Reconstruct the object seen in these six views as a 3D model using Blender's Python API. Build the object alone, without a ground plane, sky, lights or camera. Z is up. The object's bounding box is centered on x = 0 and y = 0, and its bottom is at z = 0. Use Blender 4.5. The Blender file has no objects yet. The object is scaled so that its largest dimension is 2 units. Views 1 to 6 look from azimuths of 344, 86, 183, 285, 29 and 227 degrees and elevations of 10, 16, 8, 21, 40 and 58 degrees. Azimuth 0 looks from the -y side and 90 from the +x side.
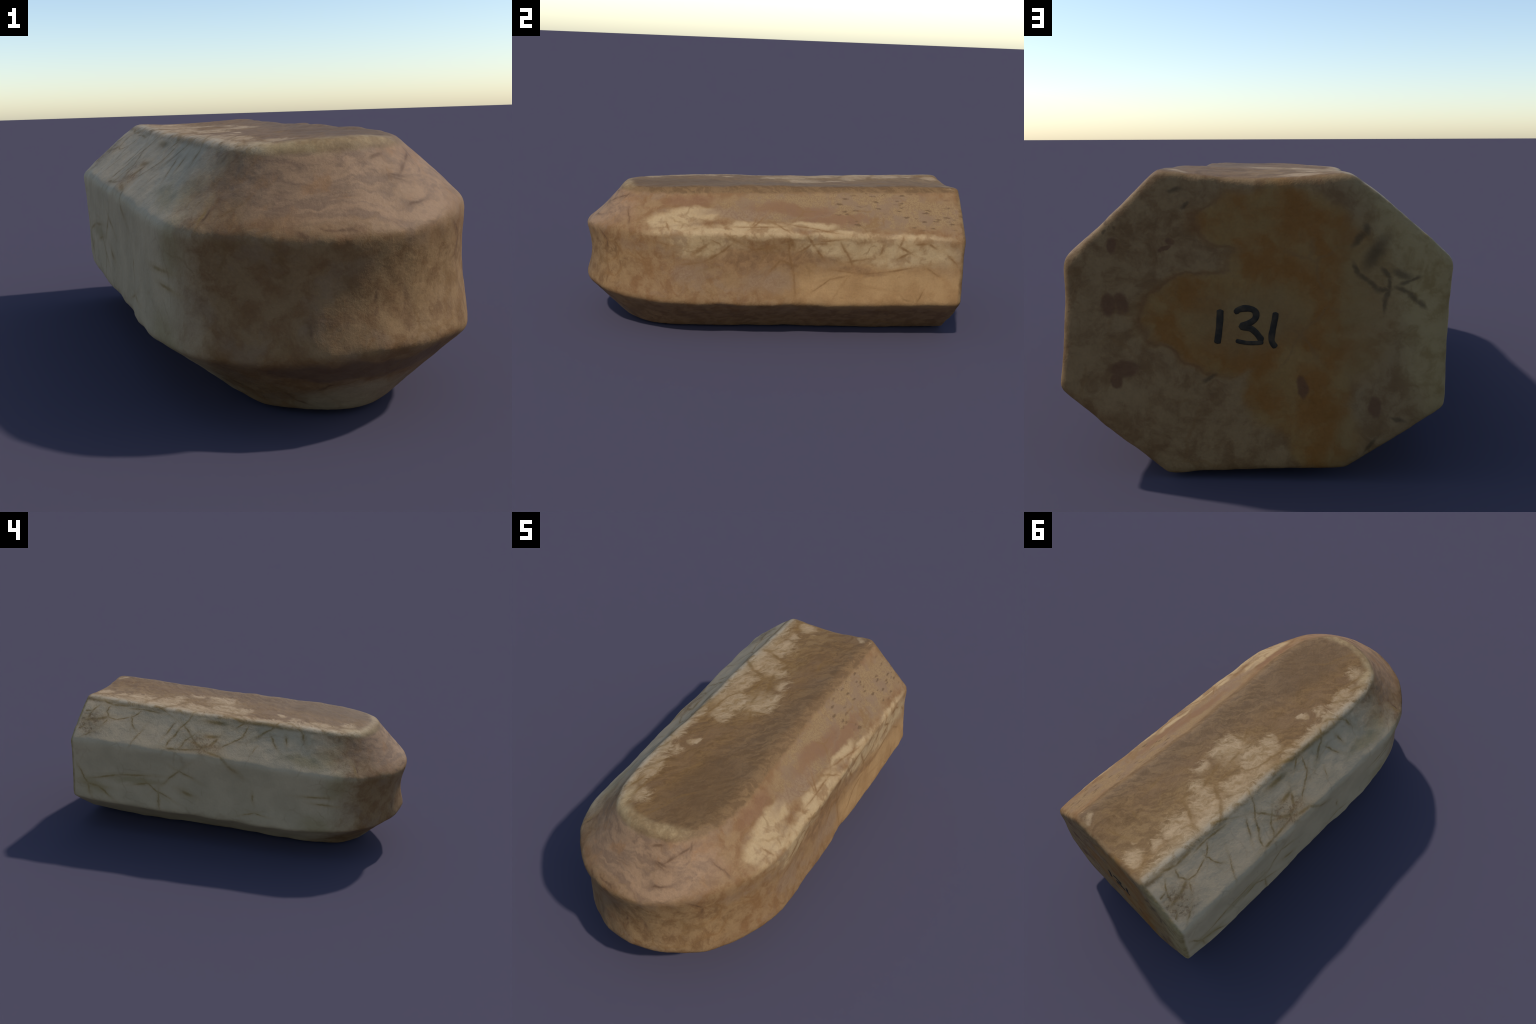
import bpy, bmesh, math
import numpy as np
from mathutils import Vector, noise

# ------------------------------------------------------------------ shape
# Four edge lines run along the bar: from the flat end (y = +1) down the -x
# side, round the nose (y = -1) and back up the +x side.
RIM = [(-.246, .976, .788), (-.255, .626, .781), (-.249, .294, .765), (-.242, -.017, .758), (-.236, -.300, .754),
       (-.231, -.540, .752), (-.168, -.716, .743), (-.015, -.792, .747), (.150, -.764, .755), (.250, -.616, .762),
       (.256, -.381, .772), (.240, -.089, .779), (.230, .244, .785), (.230, .604, .791), (.232, .986, .803)]
SHOULDER = [(-.505, .976, .578), (-.490, .605, .570), (-.475, .248, .563), (-.456, -.093, .554), (-.448, -.411, .542),
            (-.406, -.702, .533), (-.253, -.905, .527), (-.034, -1.000, .529), (.200, -.957, .549), (.388, -.776, .571),
            (.489, -.505, .578), (.502, -.178, .583), (.492, .188, .587), (.491, .576, .585), (.476, .982, .570)]
HIP = [(-.494, .982, .202), (-.491, .589, .192), (-.474, .212, .186), (-.458, -.144, .181), (-.446, -.469, .183),
       (-.374, -.746, .196), (-.194, -.926, .217), (.033, -1.003, .241), (.252, -.942, .244), (.423, -.764, .229),
       (.506, -.488, .217), (.513, -.164, .215), (.504, .193, .217), (.512, .572, .222), (.500, .978, .232)]
FOOT = [(-.240, .982, .026), (-.230, .640, .010), (-.215, .320, .008), (-.210, .000, .006), (-.216, -.280, .006),
        (-.205, -.510, .010), (-.142, -.686, .010), (.000, -.778, .008), (.150, -.742, .012), (.242, -.612, .008),
        (.262, -.370, .006), (.252, -.060, .006), (.240, .260, .004), (.228, .600, .002), (.217, .980, .004)]


def spline(points, t):
    """Catmull-Rom curve through the points at t in 0..1."""
    p = np.array(points)
    p = np.vstack([2 * p[0] - p[1], p, 2 * p[-1] - p[-2]])
    x = t * (len(points) - 1)
    i = min(int(x), len(points) - 2)
    f = x - i
    a, b, c, d = p[i:i + 4]
    return .5 * (2 * b + (c - a) * f + (2 * a - 5 * b + 4 * c - d) * f * f + (3 * b - a - 3 * c + d) * f ** 3)


def bell(x, centre, width):
    return math.exp(-((x - centre) / width) ** 2)


STATIONS, ACROSS = 161, 24
HALF = STATIONS // 2


def flank(t):
    """Profile of the side at t: rim, shoulder, hip, foot with hollowed faces."""
    r, s, h, f = (spline(c, t) for c in (RIM, SHOULDER, HIP, FOOT))
    r, s, h, f = (p + np.array(noise.noise_vector(Vector(p) * 8)) * wear
                  for p, wear in ((r, .007), (s, .007), (h, .008), (f, .006)))
    nose = bell(t, .5, .13)
    plan = spline(SHOULDER, min(t + .01, 1)) - spline(SHOULDER, max(t - .01, 0))
    out = np.array([plan[1], -plan[0], 0.])
    out = out / np.linalg.norm(out)          # points outwards in plan
    hollow_up = .004 * nose + .006 - .014 * bell(t, 0, .05) - .012 * bell(t, .63, .06)
    hollow_belt = .022 * nose + .006 + .016 * bell(t, .82, .14)
    hollow_down = .002
    rows = []
    n = 14
    for a, b, k, tilt in ((r, s, hollow_up, .7), (s, h, hollow_belt, 0), (h, f, hollow_down, -.8)):
        push = out + np.array([0, 0, tilt])
        push /= np.linalg.norm(push)
        for j in range(n):
            w = j / n
            rows.append(a + (b - a) * w - push * k * math.sin(math.pi * w))
    rows.append(f)
    return rows


def stone_mesh():
    bm = bmesh.new()
    rings = []
    for i in range(HALF + 1):
        left, right = flank(i / (STATIONS - 1)), flank(1 - i / (STATIONS - 1))
        y = left[0][1]
        along = min(max((y + .79) / .5, 0), 1)
        top, bottom = [], []
        for j in range(1, ACROSS):
            w = j / ACROSS
            dip = -.010 + .014 * min(max((y + .55) / .5, 0), 1) + .012 * bell(y, .985, .14)
            top.append(left[0] + (right[0] - left[0]) * w - np.array([0, 0, dip * math.sin(math.pi * w)]))
            bottom.append(right[-1] + (left[-1] - right[-1]) * w + np.array([0, 0, .006 * math.sin(math.pi * w)]))
        if i == HALF:
            rings.append([bm.verts.new(p) for p in left])
        else:
            rings.append([bm.verts.new(p) for p in left[::-1] + top + right + bottom])
    m = len(left)
    for a, b in zip(rings[:-2], rings[1:-1]):
        for j in range(len(a)):
            k = (j + 1) % len(a)
            bm.faces.new((a[j], a[k], b[k], b[j]))
    # close the nose: the last full ring folds onto one vertical line
    a, line = rings[-2], rings[-1]
    up = line[::-1]
    for j in range(m - 1):
        bm.faces.new((a[j], a[j + 1], up[j + 1], up[j]))
        r0 = m + ACROSS - 1
        bm.faces.new((a[r0 + j], a[r0 + j + 1], line[j + 1], line[j]))
    bm.faces.new(a[m - 1:m + ACROSS] + [line[0]])
    bm.faces.new(a[m + ACROSS - 1 + m - 1:] + [a[0], line[-1]])
    # bring the rim of the flat end out to full length, most under the +x hip
    for v in rings[0]:
        v.co.y += .008 + .006 * min(max((v.co.z - .5) / .2, 0), 1) + .010 * bell(v.co.x, .36, .10) * bell(v.co.z, .11, .10)
    # flat end: shrinking copies of the first ring, slightly domed
    ring = rings[0]
    mid = sum((v.co for v in ring), Vector()) / len(ring)
    for s in (.85, .65, .45, .25, .08):
        nxt = [bm.verts.new(mid + (v.co - mid) * s + Vector((0, .003 + .001 * (1 - s * s), 0))) for v in rings[0]]
        for j in range(len(ring)):
            k = (j + 1) % len(ring)
            bm.faces.new((ring[k], ring[j], nxt[j], nxt[k]))
        ring = nxt
    bm.faces.new(ring[::-1])
    bmesh.ops.triangulate(bm, faces=[f for f in bm.faces if len(f.verts) > 4])
    bmesh.ops.recalc_face_normals(bm, faces=bm.faces)
    mesh = bpy.data.meshes.new("stone")
    bm.to_mesh(mesh)
    bm.free()
    return mesh


def apply_all(obj):
    graph = bpy.context.evaluated_depsgraph_get()
    mesh = bpy.data.meshes.new_from_object(obj.evaluated_get(graph))
    obj.modifiers.clear()
    old = obj.data
    obj.data = mesh
    bpy.data.meshes.remove(old)


thing = bpy.data.objects.new("carved_stone_bar", None)
bpy.context.collection.objects.link(thing)
thing["label"] = "cream and brown octagonal stone bar with rounded nose"
thing["category"] = "stone artifact"

body = bpy.data.objects.new("stone_body", stone_mesh())
bpy.context.collection.objects.link(body)
body.parent = thing
mod = body.modifiers.new("remesh", "REMESH")
mod.mode = "VOXEL"
mod.voxel_size = .0085
mod = body.modifiers.new("soften", "SMOOTH")
mod.factor, mod.iterations = .5, 38
apply_all(body)


def relief(p, n):
    """Hand-worked unevenness: broad facets, ripples and small pits."""
    broad = noise.noise(p * 3.1 + Vector((7, 1, 3))) * .006
    lumps = noise.noise(p * 8.0 + Vector((2, 9, 4))) * .0018
    fine = noise.fractal(p * 22, 1.0, 2.0, 3) * .0012
    return broad + lumps + fine


mesh = body.data
co = [v.co.copy() for v in mesh.vertices]
no = [v.normal.copy() for v in mesh.vertices]
for v, p, n in zip(mesh.vertices, co, no):
    v.co = p + n * relief(p, n)
low = min(v.co.z for v in mesh.vertices)
for v in mesh.vertices:
    v.co.z -= low
mesh.polygons.foreach_set("use_smooth", [True] * len(mesh.polygons))
mesh.update()
# ------------------------------------------------------------------ marks
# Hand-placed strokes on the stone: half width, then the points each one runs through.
CHAMFER_VEINS = [
    (0.006, (-0.242, 0.281, 0.763), (-0.293, 0.297, 0.723), (-0.348, 0.338, 0.676), (-0.401, 0.371, 0.628), (-0.451, 0.389, 0.587)),
    (0.006, (-0.324, 0.377, 0.697), (-0.383, 0.409, 0.645)),
    (0.006, (-0.275, -0.070, 0.720), (-0.320, -0.055, 0.678), (-0.364, 0.002, 0.643), (-0.400, 0.064, 0.616)),
    (0.005, (-0.254, 0.516, 0.773), (-0.272, 0.461, 0.750), (-0.301, 0.375, 0.718)),
    (0.014, (-0.234, 0.051, 0.761), (-0.257, -0.043, 0.739), (-0.250, -0.171, 0.748), (-0.254, -0.250, 0.745)),
    (0.009, (-0.229, -0.245, 0.763), (-0.271, -0.211, 0.727), (-0.308, -0.143, 0.685)),
    (0.007, (-0.257, -0.043, 0.739), (-0.283, -0.002, 0.717)),
    (0.008, (-0.262, -0.392, 0.730), (-0.289, -0.413, 0.698)),
    (0.007, (-0.299, -0.307, 0.694), (-0.322, -0.316, 0.670)),
    (0.007, (-0.304, -0.224, 0.690), (-0.326, -0.241, 0.667), (-0.348, -0.266, 0.647)),
    (0.004, (-0.370, -0.142, 0.626), (-0.386, -0.133, 0.612)),
    (0.018, (-0.282, 0.172, 0.729), (-0.280, 0.077, 0.725)),
    (0.015, (-0.359, 0.163, 0.658), (-0.349, 0.102, 0.662)),
    (0.011, (-0.396, 0.237, 0.628), (-0.439, 0.133, 0.592), (-0.446, 0.050, 0.579), (-0.460, -0.045, 0.509)),
    (0.006, (-0.364, 0.241, 0.656), (-0.402, 0.287, 0.625), (-0.442, 0.305, 0.593)),
    (0.008, (-0.452, 0.387, 0.586), (-0.452, 0.330, 0.586), (-0.436, 0.205, 0.594)),
    (0.007, (-0.323, 0.320, 0.696), (-0.370, 0.247, 0.651), (-0.423, 0.192, 0.604)),
    (0.012, (-0.351, 0.089, 0.659), (-0.408, 0.124, 0.616), (-0.420, 0.188, 0.606)),
    (0.004, (-0.219, -0.317, 0.763), (-0.262, -0.392, 0.730)),
    (0.006, (-0.304, 0.812, 0.745), (-0.329, 0.815, 0.724), (-0.358, 0.795, 0.698)),
    (0.005, (-0.301, 0.614, 0.737), (-0.334, 0.647, 0.708), (-0.368, 0.637, 0.679), (-0.387, 0.611, 0.661)),
    (0.005, (-0.339, 0.674, 0.704), (-0.360, 0.739, 0.691), (-0.362, 0.798, 0.696)),
    (0.005, (-0.404, 0.568, 0.642), (-0.465, 0.598, 0.595)),
    (0.005, (-0.314, 0.891, 0.742), (-0.343, 0.913, 0.720), (-0.383, 0.918, 0.685)),
    (0.01, (-0.363, 0.806, 0.696), (-0.383, 0.869, 0.683), (-0.392, 0.921, 0.677)),
    (0.005, (-0.375, 0.796, 0.686), (-0.398, 0.812, 0.669)),
    (0.005, (-0.430, 0.937, 0.643), (-0.450, 0.964, 0.626)),
    (0.005, (-0.454, 0.876, 0.620), (-0.471, 0.907, 0.604)),
    (0.008, (-0.280, 0.717, 0.758), (-0.290, 0.791, 0.755), (-0.277, 0.855, 0.770)),
    (0.006, (-0.289, 0.668, 0.748), (-0.285, 0.605, 0.751), (-0.286, 0.502, 0.744)),
    (0.005, (-0.349, 0.961, 0.715), (-0.344, 0.921, 0.720)),
]
SIDE_VEINS = [
    (0.007, (-0.492, 0.937, 0.393), (-0.490, 0.886, 0.304), (-0.492, 0.857, 0.225)),
    (0.007, (-0.491, 0.841, 0.342), (-0.493, 0.671, 0.386), (-0.482, 0.509, 0.401)),
    (0.006, (-0.484, 0.556, 0.339), (-0.481, 0.486, 0.352), (-0.478, 0.417, 0.302), (-0.481, 0.416, 0.208)),
    (0.006, (-0.478, 0.417, 0.308), (-0.475, 0.348, 0.276)),
    (0.007, (-0.475, 0.378, 0.378), (-0.471, 0.288, 0.461), (-0.467, 0.220, 0.429)),
    (0.013, (-0.470, 0.258, 0.330), (-0.469, 0.223, 0.318)),
    (0.008, (-0.490, 0.880, 0.299), (-0.493, 0.806, 0.294), (-0.497, 0.744, 0.245)),
    (0.007, (-0.434, -0.484, 0.402), (-0.420, -0.587, 0.407)),
    (0.006, (-0.424, -0.549, 0.363), (-0.410, -0.621, 0.358)),
    (0.005, (-0.454, -0.121, 0.237), (-0.449, -0.180, 0.256), (-0.451, -0.231, 0.247)),
    (0.006, (-0.448, -0.161, 0.363), (-0.448, -0.167, 0.336)),
    (0.006, (-0.333, -0.725, 0.581), (-0.353, -0.746, 0.558)),
]
SUNNY_VEINS = [
    (0.006, (0.492, -0.423, 0.580), (0.490, -0.425, 0.503)),
    (0.005, (0.465, -0.594, 0.528), (0.483, -0.515, 0.512), (0.490, -0.427, 0.507)),
    (0.011, (0.489, -0.383, 0.485), (0.491, -0.331, 0.523)),
    (0.004, (0.494, -0.306, 0.547), (0.491, -0.270, 0.525)),
    (0.005, (0.429, -0.536, 0.620), (0.485, -0.510, 0.571)),
    (0.005, (0.490, -0.480, 0.574), (0.475, -0.394, 0.599)),
    (0.007, (0.495, -0.236, 0.576), (0.488, -0.103, 0.501), (0.489, -0.024, 0.512)),
    (0.007, (0.488, -0.444, 0.419), (0.486, -0.356, 0.430), (0.487, -0.269, 0.474), (0.492, -0.218, 0.522)),
    (0.008, (0.493, 0.071, 0.570), (0.483, 0.085, 0.477), (0.481, 0.107, 0.384), (0.495, 0.116, 0.267)),
    (0.015, (0.493, 0.080, 0.566), (0.486, 0.104, 0.524)),
    (0.009, (0.487, 0.168, 0.580), (0.484, 0.216, 0.517), (0.481, 0.255, 0.462)),
    (0.006, (0.485, 0.249, 0.554), (0.486, 0.337, 0.562)),
    (0.008, (0.486, 0.348, 0.539), (0.485, 0.389, 0.466), (0.487, 0.409, 0.430)),
    (0.007, (0.485, 0.390, 0.448), (0.487, 0.443, 0.459), (0.487, 0.514, 0.470)),
    (0.005, (0.485, 0.544, 0.493), (0.486, 0.557, 0.517)),
    (0.006, (0.484, 0.330, 0.400), (0.491, 0.447, 0.386), (0.490, 0.582, 0.398), (0.487, 0.708, 0.423)),
    (0.007, (0.482, 0.658, 0.583), (0.487, 0.643, 0.537), (0.486, 0.701, 0.502), (0.486, 0.640, 0.473)),
    (0.008, (0.486, 0.733, 0.549), (0.485, 0.778, 0.554), (0.483, 0.825, 0.532)),
    (0.006, (0.483, 0.800, 0.419), (0.484, 0.858, 0.383)),
    (0.006, (0.479, 0.894, 0.495), (0.477, 0.945, 0.449)),
    (0.006, (0.443, 0.099, 0.622), (0.475, 0.310, 0.595)),
    (0.006, (0.422, -0.087, 0.640), (0.496, -0.140, 0.566)),
    (0.005, (0.462, -0.185, 0.610), (0.459, 0.018, 0.615)),
    (0.005, (0.411, -0.052, 0.647), (0.471, -0.114, 0.605)),
    (0.006, (0.443, 0.010, 0.624), (0.485, 0.079, 0.596)),
    (0.005, (0.491, 0.218, 0.296), (0.486, 0.297, 0.353), (0.490, 0.394, 0.375)),
    (0.005, (0.490, 0.394, 0.375), (0.499, 0.327, 0.273)),
    (0.005, (0.499, 0.468, 0.323), (0.501, 0.578, 0.307)),
    (0.004, (0.493, 0.781, 0.300), (0.499, 0.756, 0.253)),
    (0.006, (0.483, 0.137, 0.496), (0.486, 0.188, 0.535), (0.484, 0.277, 0.541)),
    (0.007, (0.336, -0.844, 0.488), (0.364, -0.808, 0.492), (0.381, -0.780, 0.465), (0.375, -0.790, 0.416), (0.354, -0.820, 0.400)),
    (0.005, (0.417, -0.714, 0.439), (0.444, -0.649, 0.411), (0.454, -0.631, 0.359)),
    (0.005, (0.428, -0.686, 0.461), (0.453, -0.622, 0.414), (0.460, -0.613, 0.361)),
    (0.006, (0.388, -0.780, 0.354), (0.377, -0.809, 0.313), (0.347, -0.845, 0.322)),
    (0.007, (0.484, -0.010, 0.391), (0.482, 0.041, 0.448), (0.481, 0.114, 0.421)),
]
END_CRACKS = [
    (0.007, (-0.258, 0.992, 0.565), (-0.270, 0.990, 0.541), (-0.294, 0.989, 0.524)),
    (0.008, (-0.294, 0.989, 0.524), (-0.322, 0.987, 0.500), (-0.346, 0.987, 0.502)),
    (0.007, (-0.331, 0.989, 0.553), (-0.350, 0.988, 0.534), (-0.348, 0.987, 0.500), (-0.337, 0.988, 0.481), (-0.335, 0.988, 0.454)),
    (0.008, (-0.369, 0.987, 0.507), (-0.393, 0.987, 0.496), (-0.419, 0.988, 0.474), (-0.433, 0.988, 0.462)),
    (0.007, (-0.378, 0.988, 0.517), (-0.399, 0.988, 0.529), (-0.417, 0.989, 0.537)),
    (0.01, (-0.287, 0.993, 0.659), (-0.288, 0.993, 0.651)),
    (0.01, (-0.280, 0.993, 0.643), (-0.260, 0.992, 0.617)),
    (0.022, (-0.327, 0.992, 0.617), (-0.298, 0.990, 0.574)),
    (0.014, (-0.371, 0.989, 0.546), (-0.389, 0.989, 0.539)),
    (0.006, (-0.293, 0.988, 0.083), (-0.319, 0.992, 0.120)),
    (0.007, (-0.359, 0.994, 0.176), (-0.387, 0.992, 0.167)),
    (0.007, (0.188, 1.000, 0.746), (0.170, 0.999, 0.750)),
    (0.006, (0.151, 0.999, 0.714), (0.162, 1.000, 0.707)),
    (0.007, (0.112, 0.993, 0.266), (0.090, 0.994, 0.280)),
]
RUST_SPOTS = [
    (0.018, (0.357, 0.991, 0.464), (0.357, 0.992, 0.451)),
    (0.019, (0.326, 0.992, 0.468), (0.324, 0.991, 0.460)),
    (0.022, (0.329, 0.991, 0.292), (0.310, 0.991, 0.294)),
    (0.014, (0.342, 0.992, 0.265), (0.341, 0.993, 0.258)),
    (0.011, (0.340, 0.996, 0.618), (0.343, 0.997, 0.603)),
    (0.006, (0.219, 0.997, 0.600), (0.198, 0.997, 0.610)),
    (0.008, (0.198, 0.997, 0.624), (0.194, 0.997, 0.622)),
    (0.016, (-0.315, 0.995, 0.209), (-0.317, 0.995, 0.195)),
    (0.013, (-0.135, 0.993, 0.265), (-0.136, 0.992, 0.237)),
]
NOSE_MARKS = [
    (0.006, (-0.101, -0.963, 0.552), (-0.090, -0.972, 0.548), (-0.074, -0.976, 0.547)),
    (0.006, (-0.066, -0.979, 0.546), (-0.049, -0.981, 0.547), (-0.035, -0.980, 0.550), (-0.026, -0.987, 0.545)),
    (0.01, (-0.157, -0.951, 0.541), (-0.145, -0.962, 0.533)),
    (0.005, (-0.348, -0.755, 0.558), (-0.326, -0.739, 0.581)),
    (0.009, (0.112, -0.964, 0.382), (0.117, -0.964, 0.367)),
    (0.006, (0.107, -0.967, 0.355), (0.106, -0.969, 0.342)),
    (0.006, (0.031, -0.973, 0.391), (0.026, -0.972, 0.367)),
    (0.006, (0.031, -0.974, 0.349), (0.025, -0.977, 0.332)),
    (0.005, (0.040, -0.987, 0.288), (0.034, -0.990, 0.274)),
    (0.006, (-0.134, -0.944, 0.312), (-0.131, -0.949, 0.293)),
    (0.007, (0.086, -0.826, 0.707), (0.119, -0.814, 0.712)),
    (0.006, (0.120, -0.865, 0.660), (0.154, -0.866, 0.650)),
    (0.005, (0.152, -0.855, 0.662), (0.175, -0.824, 0.682)),
    (0.005, (0.218, -0.752, 0.717), (0.225, -0.768, 0.701)),
    (0.005, (0.140, -0.931, 0.590), (0.186, -0.912, 0.597)),
    (0.005, (0.161, -0.844, 0.670), (0.188, -0.811, 0.687), (0.221, -0.758, 0.710)),
    (0.005, (0.121, -0.858, 0.666), (0.161, -0.858, 0.656)),
    (0.005, (0.315, -0.743, 0.657), (0.387, -0.732, 0.599)),
    (0.006, (0.289, -0.892, 0.536), (0.331, -0.850, 0.496), (0.323, -0.854, 0.460)),
    (0.006, (-0.073, -0.850, 0.107), (-0.060, -0.868, 0.121), (-0.051, -0.878, 0.128)),
    (0.006, (-0.157, -0.785, 0.096), (-0.117, -0.776, 0.065), (-0.088, -0.779, 0.049)),
]
TOP_VEINS = [
    (0.012, (-0.118, 0.387, 0.772), (-0.190, 0.422, 0.771), (-0.256, 0.482, 0.767)),
    (0.008, (-0.067, 0.423, 0.774), (-0.049, 0.366, 0.775), (-0.024, 0.288, 0.774)),
    (0.006, (-0.182, 0.052, 0.764), (-0.172, 0.144, 0.768), (-0.146, 0.204, 0.768), (-0.085, 0.224, 0.771)),
    (0.006, (-0.193, -0.040, 0.761), (-0.170, 0.084, 0.766)),
    (0.007, (-0.043, 0.164, 0.773), (-0.052, 0.223, 0.772)),
    (0.01, (-0.182, 0.597, 0.781), (-0.117, 0.567, 0.782), (-0.065, 0.555, 0.782)),
    (0.006, (-0.093, 0.268, 0.771), (-0.093, 0.337, 0.772)),
    (0.007, (0.042, 0.099, 0.776), (-0.005, 0.086, 0.773), (0.015, 0.052, 0.773)),
    (0.004, (0.026, -0.641, 0.764), (-0.000, -0.714, 0.762)),
    (0.004, (-0.005, -0.368, 0.771), (-0.023, -0.412, 0.770)),
    (0.004, (0.073, -0.547, 0.767), (0.043, -0.587, 0.765)),
    (0.005, (-0.136, -0.482, 0.762), (-0.142, -0.407, 0.767)),
    (0.005, (-0.188, -0.605, 0.750), (-0.167, -0.527, 0.756)),
    (0.005, (-0.136, -0.582, 0.755), (-0.141, -0.641, 0.754)),
    (0.006, (-0.217, -0.320, 0.764), (-0.213, -0.284, 0.764)),
    (0.005, (0.109, 0.622, 0.792), (0.117, 0.572, 0.790)),
    (0.006, (-0.041, 0.558, 0.783), (-0.048, 0.504, 0.780)),
    (0.006, (-0.178, 0.965, 0.788), (-0.195, 0.923, 0.788), (-0.179, 0.889, 0.788)),
    (0.005, (0.066, 0.910, 0.787), (0.003, 0.890, 0.785)),
    (0.004, (0.057, 0.774, 0.794), (0.023, 0.773, 0.792)),
]

# ------------------------------------------------------------------ material
def stroke_group():
    """Node group: squared distance to one long thin ellipsoid, or the nearer one found before."""
    if "stroke_distance" in bpy.data.node_groups:
        return bpy.data.node_groups["stroke_distance"]
    t = bpy.data.node_groups.new("stroke_distance", "ShaderNodeTree")
    for name, kind in (("At", "Vector"), ("Scale", "Vector"), ("Offset", "Vector"), ("Axis", "Vector"), ("Before", "Float")):
        t.interface.new_socket(name, in_out="INPUT", socket_type="NodeSocket" + kind)
    t.interface.new_socket("Distance", in_out="OUTPUT", socket_type="NodeSocketFloat")
    start, end = t.nodes.new("NodeGroupInput"), t.nodes.new("NodeGroupOutput")

    def step(kind, op, *sources):
        n = t.nodes.new(kind)
        n.operation = op
        for s, i in zip(sources, n.inputs):
            t.links.new(s, i)
        return n.outputs[1 if op == "DOT_PRODUCT" else 0]

    local = step("ShaderNodeVectorMath", "MULTIPLY_ADD", *start.outputs[:3])
    far = step("ShaderNodeVectorMath", "DOT_PRODUCT", local, local)
    along = step("ShaderNodeVectorMath", "DOT_PRODUCT", local, start.outputs[3])
    left = step("ShaderNodeMath", "SUBTRACT", far, step("ShaderNodeMath", "MULTIPLY", along, along))
    t.links.new(step("ShaderNodeMath", "MINIMUM", left, start.outputs[4]), end.inputs[0])
    return t


class Graph:
    """Small helper that writes shader nodes."""
    def __init__(self, name):
        self.mat = bpy.data.materials.new(name)
        self.mat.use_nodes = True
        self.tree = self.mat.node_tree
        self.shader = self.tree.nodes["Principled BSDF"]

    def node(self, kind, out=0, settings=None, **inputs):
        n = self.tree.nodes.new("ShaderNode" + kind)
        for k, v in (settings or {}).items():
            setattr(n, k, v)
        for k, v in inputs.items():
            s = n.inputs[int(k[1:])] if k[0] == "i" and k[1:].isdigit() else n.inputs[k]
            if isinstance(v, bpy.types.NodeSocket):
                self.tree.links.new(v, s)
            else:
                s.default_value = v
        return n.outputs[out]

    def math(self, op, a, b=0., clamp=False):
        return self.node("Math", 0, dict(operation=op, use_clamp=clamp), i0=a, i1=b)

    def vec(self, op, a, b=(0, 0, 0)):
        return self.node("VectorMath", 1 if op in ("LENGTH", "DOT_PRODUCT") else 0, dict(operation=op), i0=a, i1=b)

    def ramp(self, x, lo, hi, smooth=True):
        """0 at lo, 1 at hi (lo may be larger than hi)."""
        a, b, c, d = (lo, hi, 0., 1.) if lo < hi else (hi, lo, 1., 0.)
        return self.node("MapRange", 0, dict(interpolation_type="SMOOTHSTEP" if smooth else "LINEAR"),
                         i0=x, i1=a, i2=b, i3=c, i4=d)

    def noise(self, at, scale, detail=3., rough=.55, colour=False):
        return self.node("TexNoise", 1 if colour else 0, Vector=at, Scale=scale, Detail=detail, Roughness=rough)

    def mix(self, f, a, b, mode="MIX"):
        n = self.tree.nodes.new("ShaderNodeMix")
        n.data_type, n.blend_type = "RGBA", mode
        for i, v in ((0, f), (6, a), (7, b)):
            if isinstance(v, bpy.types.NodeSocket):
                self.tree.links.new(v, n.inputs[i])
            else:
                n.inputs[i].default_value = v if i == 0 else (*v, 1)
        return n.outputs[2]

    def blob(self, at, centre, radii):
        """Distance from the centre of an ellipsoid: 1 on its surface."""
        n = self.tree.nodes.new("ShaderNodeVectorMath")
        n.operation = "MULTIPLY_ADD"
        self.tree.links.new(at, n.inputs[0])
        n.inputs[1].default_value = [1 / r for r in radii]
        n.inputs[2].default_value = [-c / r for c, r in zip(centre, radii)]
        return self.vec("LENGTH", n.outputs[0])

    def blobs(self, at, items):
        d = None
        for centre, radii in items:
            x = self.blob(at, centre, radii)
            d = x if d is None else self.math("MINIMUM", d, x)
        return d

    def strokes(self, at, lines):
        """Nearest tapering stroke: below 1 inside a line."""
        d = None
        for width, *points in lines:
            for a, b in zip(points[:-1], points[1:]):
                a, b = Vector(a), Vector(b)
                reach, mid = (b - a).length / 2 + width * 1.2, (a + b) / 2
                axis = (b - a).normalized() * math.sqrt(1 - (width / reach) ** 2)
                n = self.tree.nodes.new("ShaderNodeGroup")
                n.node_tree = stroke_group()
                self.tree.links.new(at, n.inputs[0])
                n.inputs[1].default_value = (1 / width,) * 3
                n.inputs[2].default_value = -mid / width
                n.inputs[3].default_value = axis
                if d is None:
                    n.inputs[4].default_value = 1e6
                else:
                    self.tree.links.new(d, n.inputs[4])
                d = n.outputs[0]
        d = self.math("SQRT", self.math("MAXIMUM", d, 0.))
        return d


def deg(x):
    return x * math.pi / 180


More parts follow.
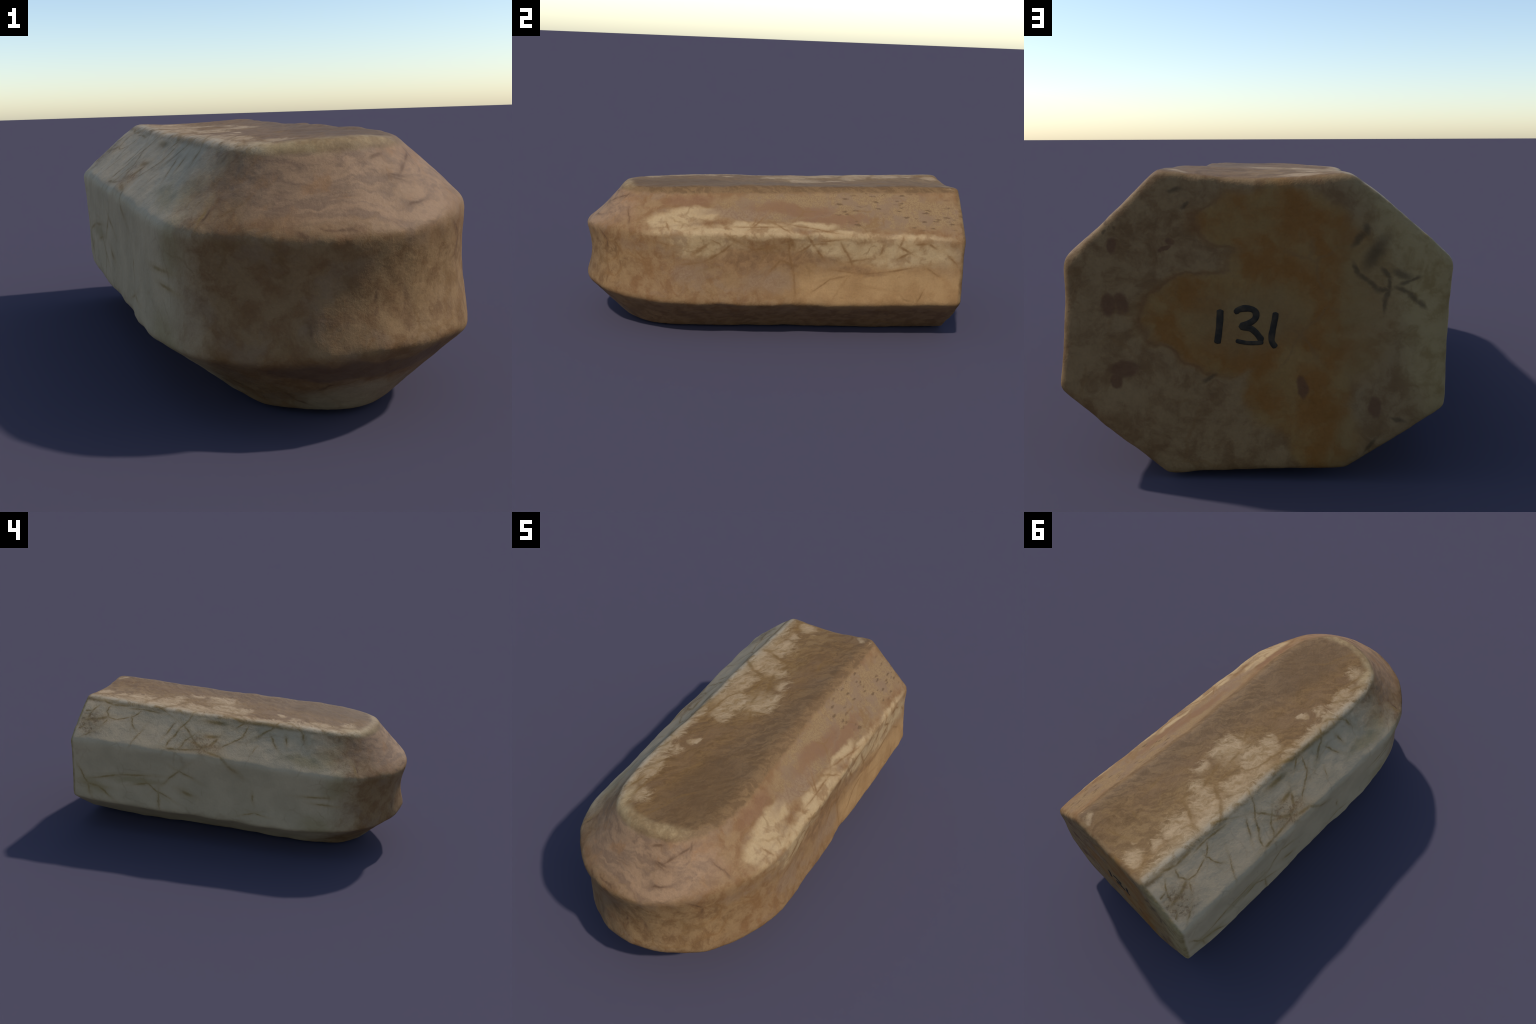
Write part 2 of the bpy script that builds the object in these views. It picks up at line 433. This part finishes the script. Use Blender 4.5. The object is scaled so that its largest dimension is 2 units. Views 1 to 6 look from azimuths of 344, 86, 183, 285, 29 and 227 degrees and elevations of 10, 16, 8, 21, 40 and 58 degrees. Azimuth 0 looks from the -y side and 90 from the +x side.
def stained_marble(region):
    """One stone throughout; each region only adds the marks that lie on it."""
    g = Graph("stained_marble_" + region)
    P = g.vec("ADD", g.node("TexCoord", 3), (0, 0, 0))
    xyz = g.tree.nodes.new("ShaderNodeSeparateXYZ")
    g.tree.links.new(P, xyz.inputs[0])
    X, Y, Z = xyz.outputs


    def shaken(base, *waves):
        for scale, amount in waves:
            n = g.vec("SUBTRACT", g.noise(base, scale, 3., .6, True), (.5, .5, .5))
            base = g.vec("ADD", base, g.vec("MULTIPLY", n, (amount, amount, amount)))
        return base


    Q = shaken(P, (4.5, .12), (22, .035))        # for patches
    wiggle = g.vec("ADD", g.vec("MULTIPLY", g.vec("SUBTRACT", g.noise(P, 13, 3., .6, True), (.5, .5, .5)), (.010, .034, .010)),
                   g.vec("MULTIPLY", g.vec("SUBTRACT", g.noise(P, 48, 2., .6, True), (.5, .5, .5)), (.005, .012, .005)))
    V = g.vec("ADD", P, wiggle)          # for veins
    cloud = g.noise(P, 5, 3, .6)
    mottle = g.noise(Q, 17, 4, .65)
    grain = g.noise(P, 85, 3, .7)
    speck = g.noise(P, 190, 2, .6)

    # white stone: -x side; brown stone: everywhere else and the nose
    q = g.tree.nodes.new("ShaderNodeSeparateXYZ")
    g.tree.links.new(Q, q.inputs[0])
    QX, QY, QZ = q.outputs
    nose_line = g.math("SUBTRACT", g.math("MULTIPLY", QX, .8), g.math("MULTIPLY", QY, .6))
    brown = g.math("MAXIMUM", g.ramp(QX, -.27, -.17), g.ramp(g.math("ADD", nose_line, g.math("MULTIPLY", g.math("SUBTRACT", mottle, .5), .16)), .00, .22))
    WHITE, WHITE2 = (.410, .310, .193), (.360, .275, .170)
    white = g.mix(g.ramp(cloud, .35, .65), WHITE, WHITE2)
    faint = g.blobs(Q, [((-.42, -.66, .50), (.08, .09, .08)), ((-.43, -.55, .22), (.06, .12, .07)), ((-.38, -.45, .60), (.08, .16, .03)),
                        ((-.34, -.58, .62), (.07, .08, .05)), ((-.49, .84, .29), (.05, .10, .06)), ((-.48, .6, .37), (.05, .2, .025))])
    white = g.mix(g.math("MULTIPLY", g.ramp(faint, 1.5, .3), .55), white, (.235, .175, .075))

    # browns: tan, rusty, greyish purple
    TAN, RUST, PLUM, SAND = (.205, .130, .064), (.160, .088, .038), (.185, .125, .078), (.245, .172, .085)
    tan = g.mix(g.ramp(mottle, .38, .66), TAN, RUST)
    tan = g.mix(g.math("MULTIPLY", g.ramp(g.noise(Q, 7.5, 4, .6), .50, .66), .55), tan, PLUM)
    col = g.mix(brown, white, tan)

    # nose: pinkish upper slope with flow lines, mottled belt, pale foot
    pink = g.ramp(g.blob(Q, (.03, -.86, .65), (.36, .26, .12)), 1.25, .75)
    flow = g.noise(g.node("Mapping", 0, None, Vector=g.vec("ADD", Q, g.vec("MULTIPLY", g.vec("SUBTRACT", g.noise(P, 3, 2, .5, True), (.5, .5, .5)), (.2, .2, .2))), Scale=(5, 16, 44)), 1., 4, .6)
    pinkish = g.mix(g.ramp(flow, .38, .64), (.250, .165, .100), (.170, .112, .072))
    pinkish = g.mix(g.math("MULTIPLY", g.ramp(g.noise(Q, 9, 4, .6), .52, .68), .7), pinkish, (.225, .125, .058))
    col = g.mix(g.math("MULTIPLY", pink, .9), col, pinkish)
    belt = g.ramp(g.blob(Q, (.22, -.86, .38), (.30, .24, .14)), 1.2, .75)
    ochre_belt = g.mix(g.ramp(mottle, .40, .66), (.21, .135, .065), (.135, .078, .034))
    col = g.mix(g.math("MULTIPLY", belt, .8), col, ochre_belt)
    pale_foot = g.ramp(g.blob(Q, (.05, -.85, .05), (.20, .15, .075)), 1.25, .7)
    col = g.mix(g.math("MULTIPLY", pale_foot, .8), col, (.27, .22, .14))
    purple_lip = g.ramp(g.blob(Q, (.05, -.93, .175), (.34, .12, .035)), 1.3, .7)
    col = g.mix(g.math("MULTIPLY", purple_lip, .65), col, (.10, .062, .045))

    # sunny upper slope: sandy and pitted behind, rusty in front, cream along the shoulder
    sandy = g.ramp(g.blob(Q, (.36, .40, .69), (.15, .72, .13)), 1.15, .75)
    col = g.mix(g.math("MULTIPLY", sandy, .85), col, g.mix(g.math("MULTIPLY", g.ramp(g.noise(Q, 12, 4, .65), .46, .62), .6), g.mix(g.ramp(g.math("ADD", g.math("MULTIPLY", grain, .5), g.math("MULTIPLY", speck, .5)), .38, .62), SAND, (.160, .104, .056)), (.165, .115, .080)))
    rusty = g.ramp(g.blobs(Q, [((.36, .10, .68), (.07, .22, .03)), ((.32, -.42, .71), (.06, .13, .035)), ((.40, .30, .64), (.07, .22, .025))]), 1.4, .5)
    col = g.mix(g.math("MULTIPLY", rusty, .7), col, (.16, .085, .045))
    CREAM = (.330, .250, .142)
    C = shaken(P, (7, .06), (26, .014))
    cream = g.ramp(g.blobs(C, [((.42, -.52, .625), (.06, .15, .045)), ((.39, -.40, .655), (.05, .14, .035)), ((.475, -.30, .580), (.05, .36, .030)),
                               ((.46, -.10, .605), (.05, .20, .028)), ((.44, .20, .622), (.04, .12, .024)), ((.485, .40, .582), (.04, .50, .022)),
                               ((.50, -.36, .515), (.04, .20, .065)), ((.49, .66, .500), (.04, .32, .075)), ((.49, .28, .520), (.04, .18, .055))]), 1.36, .62)
    peach = g.ramp(g.blob(Q, (.50, .58, .31), (.08, .55, .12)), 1.5, .6)
    col = g.mix(g.math("MULTIPLY", peach, .85), col, g.mix(g.ramp(cloud, .4, .6), (.295, .190, .088), (.245, .148, .064)))
    col = g.mix(g.math("MULTIPLY", cream, g.node("MapRange", 0, None, i0=g.ramp(g.noise(C, 11, 3, .6), .36, .50), i3=.30, i4=.95)), col, g.mix(g.ramp(mottle, .4, .7), CREAM, (.310, .225, .120)))
    wave = g.ramp(g.blobs(Q, [((.50, -.13, .46), (.05, .17, .060)), ((.50, .10, .45), (.05, .20, .045)), ((.50, .42, .40), (.05, .16, .025))]), 1.25, .7)
    col = g.mix(g.math("MULTIPLY", wave, .8), col, g.mix(g.ramp(mottle, .4, .62), (.21, .125, .06), (.15, .088, .042)))
    violet = g.ramp(g.blobs(Q, [((.50, -.02, .33), (.05, .16, .07)), ((.49, -.45, .38), (.04, .07, .05)), ((.40, -.16, .66), (.05, .22, .03))]), 1.3, .6)
    col = g.mix(g.math("MULTIPLY", violet, .65), col, g.mix(g.ramp(grain, .4, .6), (.210, .145, .092), (.160, .105, .066)))

    # under the hips
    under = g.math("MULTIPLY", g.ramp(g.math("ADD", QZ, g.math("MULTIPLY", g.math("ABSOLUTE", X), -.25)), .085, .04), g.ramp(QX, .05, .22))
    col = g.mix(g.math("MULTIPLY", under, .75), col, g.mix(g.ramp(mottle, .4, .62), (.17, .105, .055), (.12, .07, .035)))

    # top: fibrous brown with white patches towards the -x rim
    level = g.math("SUBTRACT", Z, g.math("ADD", g.math("MULTIPLY", Y, .026), g.math("MULTIPLY", X, .02)))
    rough_level = g.math("ADD", level, g.math("MULTIPLY", g.math("SUBTRACT", g.noise(P, 26, 3), .5), .02))
    on_top = g.math("MULTIPLY", g.ramp(rough_level, .738, .754), g.ramp(Y, .995, .965))
    turned = g.node("Mapping", 0, None, Vector=shaken(P, (5, .16), (14, .05)), Rotation=(0, 0, deg(-55)))
    fibre = g.noise(g.vec("MULTIPLY", turned, (11, 44, 30)), 1., 5, .68)
    fibre2 = g.noise(g.vec("MULTIPLY", turned, (5, 11, 8)), 1., 4, .62)
    top = g.mix(g.ramp(fibre, .36, .66), (.178, .108, .043), (.118, .067, .024))
    top = g.mix(g.math("MULTIPLY", g.ramp(fibre2, .40, .65), .6), top, (.150, .092, .046))
    top = g.mix(g.math("MULTIPLY", g.ramp(g.math("ADD", QX, g.math("MULTIPLY", QY, -.12)), .02, .14), .65), top, g.mix(g.ramp(fibre, .4, .6), (.150, .098, .050), (.108, .068, .034)))
    dark_patch = g.ramp(g.blob(Q, (.10, -.50, .76), (.13, .26, .09)), 1.4, .4)
    top = g.mix(g.math("MULTIPLY", dark_patch, .5), top, (.100, .058, .024))
    yellow = g.math("MULTIPLY", g.ramp(QX, .08, -.06), g.ramp(QY, -.15, .1))
    top = g.mix(g.math("MULTIPLY", yellow, .6), top, g.mix(g.ramp(fibre, .4, .6), (.215, .140, .058), (.148, .090, .034)))
    F = g.vec("ADD", Q, g.vec("MULTIPLY", g.vec("SUBTRACT", g.node("CombineXYZ", 0, None, X=fibre, Y=fibre2, Z=.5), (.5, .5, .5)), (.11, .16, 0)))
    patches = g.blobs(F, [((-.160, .670, .77), (.060, .085, .09)), ((-.165, .480, .76), (.065, .095, .09)), ((.010, .180, .76), (.060, .090, .09)),
                          ((-.125, .130, .76), (.085, .090, .09)), ((-.120, .015, .75), (.055, .045, .09)), ((-.150, .805, .78), (.028, .028, .09)),
                          ((-.125, .925, .78), (.048, .040, .09)), ((.197, .965, .79), (.030, .030, .05)), ((-.165, .300, .76), (.050, .080, .09)),
                          ((-.070, .440, .76), (.060, .035, .09)), ((.030, .360, .77), (.030, .045, .09)), ((-.114, -.217, .75), (.022, .026, .06)),
                          ((-.160, -.313, .75), (.026, .032, .06)), ((-.115, -.640, .74), (.035, .060, .06)), ((-.170, -.500, .74), (.030, .060, .06)),
                          ((-.180, -.410, .74), (.022, .045, .06)), ((-.250, .45, .76), (.050, .56, .06)), ((-.235, -.30, .74), (.038, .36, .06)),
                          ((-.185, -.70, .74), (.03, .10, .03))])
    white_top = g.mix(g.ramp(fibre, .35, .7), (.345, .262, .160), (.225, .152, .070))
    top = g.mix(g.math("MULTIPLY", g.ramp(g.math("ADD", patches, g.math("MULTIPLY", g.math("SUBTRACT", fibre2, .5), 1.1)), 1.65, .55), .88), top, white_top)
    col = g.mix(on_top, col, top)
    lip = g.ramp(g.strokes(V, [(.022, (-.185, -.62, .738), (-.15, -.72, .736), (-.06, -.775, .736), (.06, -.782, .742), (.15, -.755, .746))]), 2.2, .2)
    col = g.mix(g.math("MULTIPLY", g.math("MULTIPLY", lip, g.node("MapRange", 0, None, i0=g.ramp(mottle, .36, .58), i3=.45, i4=1.)), .85), col, (.325, .255, .142))

    # painted-on bright ridge along the -x rim
    ridge_highlight = g.strokes(V, [(.017, (-.252, .97, .785), (-.257, .626, .778), (-.252, .294, .766), (-.245, -.017, .760), (-.239, -.300, .755), (-.230, -.550, .748), (-.190, -.680, .741))])
    ridge_highlight = g.math("MULTIPLY", g.ramp(ridge_highlight, 1.8, .3), g.ramp(mottle, .38, .56))
    col = g.mix(g.math("MULTIPLY", ridge_highlight, .85), col, (.385, .315, .215))

    # flat end: beige with an orange-brown stain, cream towards -x
    on_end = g.ramp(g.math("ADD", Y, g.math("MULTIPLY", g.math("SUBTRACT", mottle, .5), .012)), .962, .978)
    end = g.mix(g.ramp(mottle, .38, .66), (.200, .132, .064), (.138, .080, .034))
    stain_dist = g.blobs(Q, [((.06, .99, .42), (.24, .2, .125)), ((-.14, .99, .52), (.22, .2, .20)), ((-.12, .99, .25), (.14, .2, .14)), ((-.05, .99, .68), (.20, .2, .09)), ((-.20, .99, .12), (.10, .2, .10)), ((-.26, .99, .46), (.13, .2, .20))])
    stain = g.mix(g.ramp(g.noise(Q, 8, 4, .6), .38, .62), (.205, .124, .042), (.182, .080, .015))
    stain = g.mix(g.math("MULTIPLY", g.ramp(g.blob(Q, (.0, .99, .42), (.17, .2, .08)), 1.3, .5), .7), stain, (.175, .115, .048))
    end = g.mix(g.math("MULTIPLY", g.math("MULTIPLY", g.ramp(stain_dist, 1.14, .82), g.ramp(QX, -.46, -.18)), .88), end, stain)
    rim_stain = g.math("MULTIPLY", g.ramp(g.math("ABSOLUTE", g.math("SUBTRACT", stain_dist, .98)), .07, .0), g.ramp(QX, .0, .15))
    end = g.mix(g.math("MULTIPLY", rim_stain, .6), end, (.12, .058, .022))
    creamy = g.ramp(g.math("ADD", QX, g.math("MULTIPLY", g.math("SUBTRACT", QZ, .4), -.25)), -.32, -.46)
    end = g.mix(g.math("MULTIPLY", creamy, .85), end, g.mix(g.ramp(mottle, .4, .7), (.275, .205, .095), (.205, .140, .054)))
    if region == "end":
        on_face = g.vec("ADD", P, g.vec("MULTIPLY", wiggle, (2.2, .05, 2.2)))
        rust_spots = g.ramp(g.strokes(on_face, RUST_SPOTS), 1.3, .75)
        end = g.mix(g.math("MULTIPLY", rust_spots, .85), end, (.105, .052, .026))
        cracks = g.ramp(g.strokes(on_face, [(w * .85, *points) for w, *points in END_CRACKS]), 1.6, .3)
        end = g.mix(g.math("MULTIPLY", cracks, .68), end, (.055, .036, .018))
    col = g.mix(on_end, col, end)

    # veins
    def vein_colour(lines, colour, strength, soft=1.7):
        nonlocal col
        breakup = g.ramp(g.noise(P, 32, 3, .6), .25, .55)
        near = g.strokes(V, [(w * .78, *points) for w, *points in lines])
        line = g.math("MULTIPLY", g.ramp(near, soft, .3), g.node("MapRange", 0, None, i0=breakup, i3=.45, i4=1.))
        col = g.mix(g.math("MULTIPLY", g.ramp(near, 4.2, 1.), .30 * strength), col, tuple(c * 1.25 for c in colour))
        col = g.mix(g.math("MULTIPLY", line, strength), col, colour)


    if region == "shade":
        vein_colour(CHAMFER_VEINS, (.190, .115, .036), .85)
        vein_colour(SIDE_VEINS, (.215, .135, .044), .78)
    if region == "sun":
        vein_colour(SUNNY_VEINS, (.158, .087, .034), .85)
    vein_colour(NOSE_MARKS, (.095, .052, .026), .75)
    vein_colour(TOP_VEINS, (.150, .088, .028), .75, 1.9)
    clump = g.ramp(g.blobs(Q, [((-.40, .89, .67), (.08, .09, .07)), ((-.41, .16, .61), (.07, .13, .05))]), 1.5, .3)
    col = g.mix(g.math("MULTIPLY", clump, .5), col, (.245, .160, .075))
    thicket = g.math("MULTIPLY", g.ramp(g.blobs(Q, [((-.40, .89, .67), (.09, .09, .07)), ((-.40, .16, .63), (.07, .10, .06))]), 1.3, .5), g.ramp(g.noise(V, 38, 4, .7), .46, .62))
    col = g.mix(g.math("MULTIPLY", thicket, .7), col, (.165, .095, .042))

    # hair-thin crack net, only in places
    net = g.node("TexVoronoi", 0, dict(feature="DISTANCE_TO_EDGE"), Vector=shaken(P, (6, .10), (30, .02)), Scale=6.5)
    net = g.math("MULTIPLY", g.ramp(net, .05, .004), g.ramp(g.noise(P, 5.5, 3, .6), .46, .62))
    net = g.math("MULTIPLY", g.math("MULTIPLY", net, g.ramp(level, .735, .72)), g.math("SUBTRACT", g.node("MapRange", 0, None, i0=brown, i3=.35, i4=1.), g.math("MULTIPLY", pink, .8)))
    col = g.mix(g.math("MULTIPLY", net, .55), col, (.160, .092, .036))

    # dark pits and dashes on the sandy slope
    dash = g.node("TexVoronoi", 0, None, Vector=g.vec("MULTIPLY", shaken(P, (20, .03)), (38, 15, 46)), Scale=1.)
    dash = g.math("MULTIPLY", g.ramp(dash, .36, .14), g.ramp(g.noise(P, 9, 2), .42, .54))
    dash = g.math("MULTIPLY", dash, g.ramp(g.blob(Q, (.36, .65, .68), (.14, .42, .13)), 1.1, .8))
    col = g.mix(g.math("MULTIPLY", dash, .7), col, (.080, .046, .020))

    # grain, and the warm tint that the whole stone shares
    col = g.mix(g.node("MapRange", 0, None, i0=brown, i3=.35, i4=1.), col, (1.05, .945, .845), "MULTIPLY")
    tone = g.math("ADD", g.math("MULTIPLY", g.math("SUBTRACT", grain, .5), .34), g.math("MULTIPLY", g.math("SUBTRACT", speck, .5), .18))
    tone = g.math("MULTIPLY", tone, g.node("MapRange", 0, None, i0=brown, i3=.45, i4=1.))
    col = g.mix(1., col, g.node("CombineColor", 0, None, Red=g.math("ADD", tone, 1.), Green=g.math("ADD", tone, 1.), Blue=g.math("ADD", tone, 1.)), "MULTIPLY")

    g.tree.links.new(col, g.shader.inputs["Base Color"])
    g.shader.inputs["Roughness"].default_value = .62
    g.shader.inputs["Specular IOR Level"].default_value = .16
    bump = g.tree.nodes.new("ShaderNodeBump")
    bump.inputs["Strength"].default_value = .35
    bump.inputs["Distance"].default_value = .006
    height = g.math("ADD", g.math("MULTIPLY", grain, .7), g.math("MULTIPLY", fibre, g.math("MULTIPLY", on_top, .35)))
    g.tree.links.new(height, bump.inputs["Height"])
    g.tree.links.new(bump.outputs[0], g.shader.inputs["Normal"])
    return g.mat


body.data.materials.clear()
for region in ("shade", "sun", "end"):
    body.data.materials.append(stained_marble(region))
for f in body.data.polygons:
    c = f.center
    f.material_index = 2 if c.y > .955 else 0 if c.x < .04 else 1

# ------------------------------------------------------------------ inked number on the flat end
from mathutils.bvhtree import BVHTree
graph = bpy.context.evaluated_depsgraph_get()
skin = BVHTree.FromObject(body, graph)


def surface_y(x, z):
    hit = skin.ray_cast(Vector((x, 2, z)), Vector((0, -1, 0)))
    return hit[0].y


def pen_stroke(bm, path, width):
    """A flat, round-ended film of ink that follows the stone."""
    n = 40
    pts = [spline([(x, z, 0) for x, z in path], i / n)[:2] for i in range(n + 1)]
    rows = []
    lanes = (-1, -.8, -.4, 0, .4, .8, 1)
    for i, p in enumerate(pts):
        a, b = pts[max(i - 1, 0)], pts[min(i + 1, n)]
        d = (b - a) / (np.linalg.norm(b - a) + 1e-9)
        side = np.array([-d[1], d[0]])
        t = i / n
        taper = math.sqrt(max(1 - max(0, 1 - t / .06, 1 - (1 - t) / .06) ** 2, .02))
        w = width * .92 * taper * (1 + .14 * noise.noise(Vector((p[0] * 60, p[1] * 60, 1))))
        row = []
        for k in lanes:
            c = p + side * w * k
            lift = .0004 + .0016 * math.sqrt(max(1 - k * k, 0)) * taper
            row.append(bm.verts.new((c[0], surface_y(c[0], c[1]) + lift - (.002 if abs(k) == 1 else 0), c[1])))
        rows.append(row)
    for r0, r1 in zip(rows[:-1], rows[1:]):
        for j in range(len(lanes) - 1):
            bm.faces.new((r0[j], r0[j + 1], r1[j + 1], r1[j]))
        bm.faces.new((r0[-1], r0[0], r1[0], r1[-1]))
    bm.faces.new(rows[0])
    bm.faces.new(rows[-1][::-1])


ink = Graph("faded_ink")
ip = ink.node("TexCoord", 3)
ink.tree.links.new(ink.mix(ink.ramp(ink.noise(ip, 45, 3), .4, .7), (.020, .016, .012), (.045, .032, .019)), ink.shader.inputs["Base Color"])
ink.shader.inputs["Roughness"].default_value = .7
ink.shader.inputs["Specular IOR Level"].default_value = .15
DIGITS = [
    [(.0105, [(.072, .452), (.073, .430), (.075, .405), (.078, .382), (.081, .363)])],
    [(.0100, [(.033, .440), (.028, .450), (.010, .455), (-.010, .452), (-.018, .441), (-.014, .427), (.002, .416), (.018, .410),
              (.012, .406), (-.003, .404), (-.016, .394), (-.026, .381), (-.034, .370)]),
     (.0068, [(-.036, .369), (-.018, .366), (.004, .366), (.022, .369), (.034, .372)])],
    [(.0095, [(-.067, .446), (-.065, .430), (-.060, .405), (-.056, .380), (-.058, .367), (-.067, .354)])],
]
for strokes in DIGITS:
    bm = bmesh.new()
    for width, path in strokes:
        pen_stroke(bm, path, width)
    bmesh.ops.recalc_face_normals(bm, faces=bm.faces)
    m = bpy.data.meshes.new("inked_digit")
    bm.to_mesh(m)
    bm.free()
    m.polygons.foreach_set("use_smooth", [True] * len(m.polygons))
    m.materials.append(ink.mat)
    o = bpy.data.objects.new("inked_digit", m)
    bpy.context.collection.objects.link(o)
    o.parent = thing
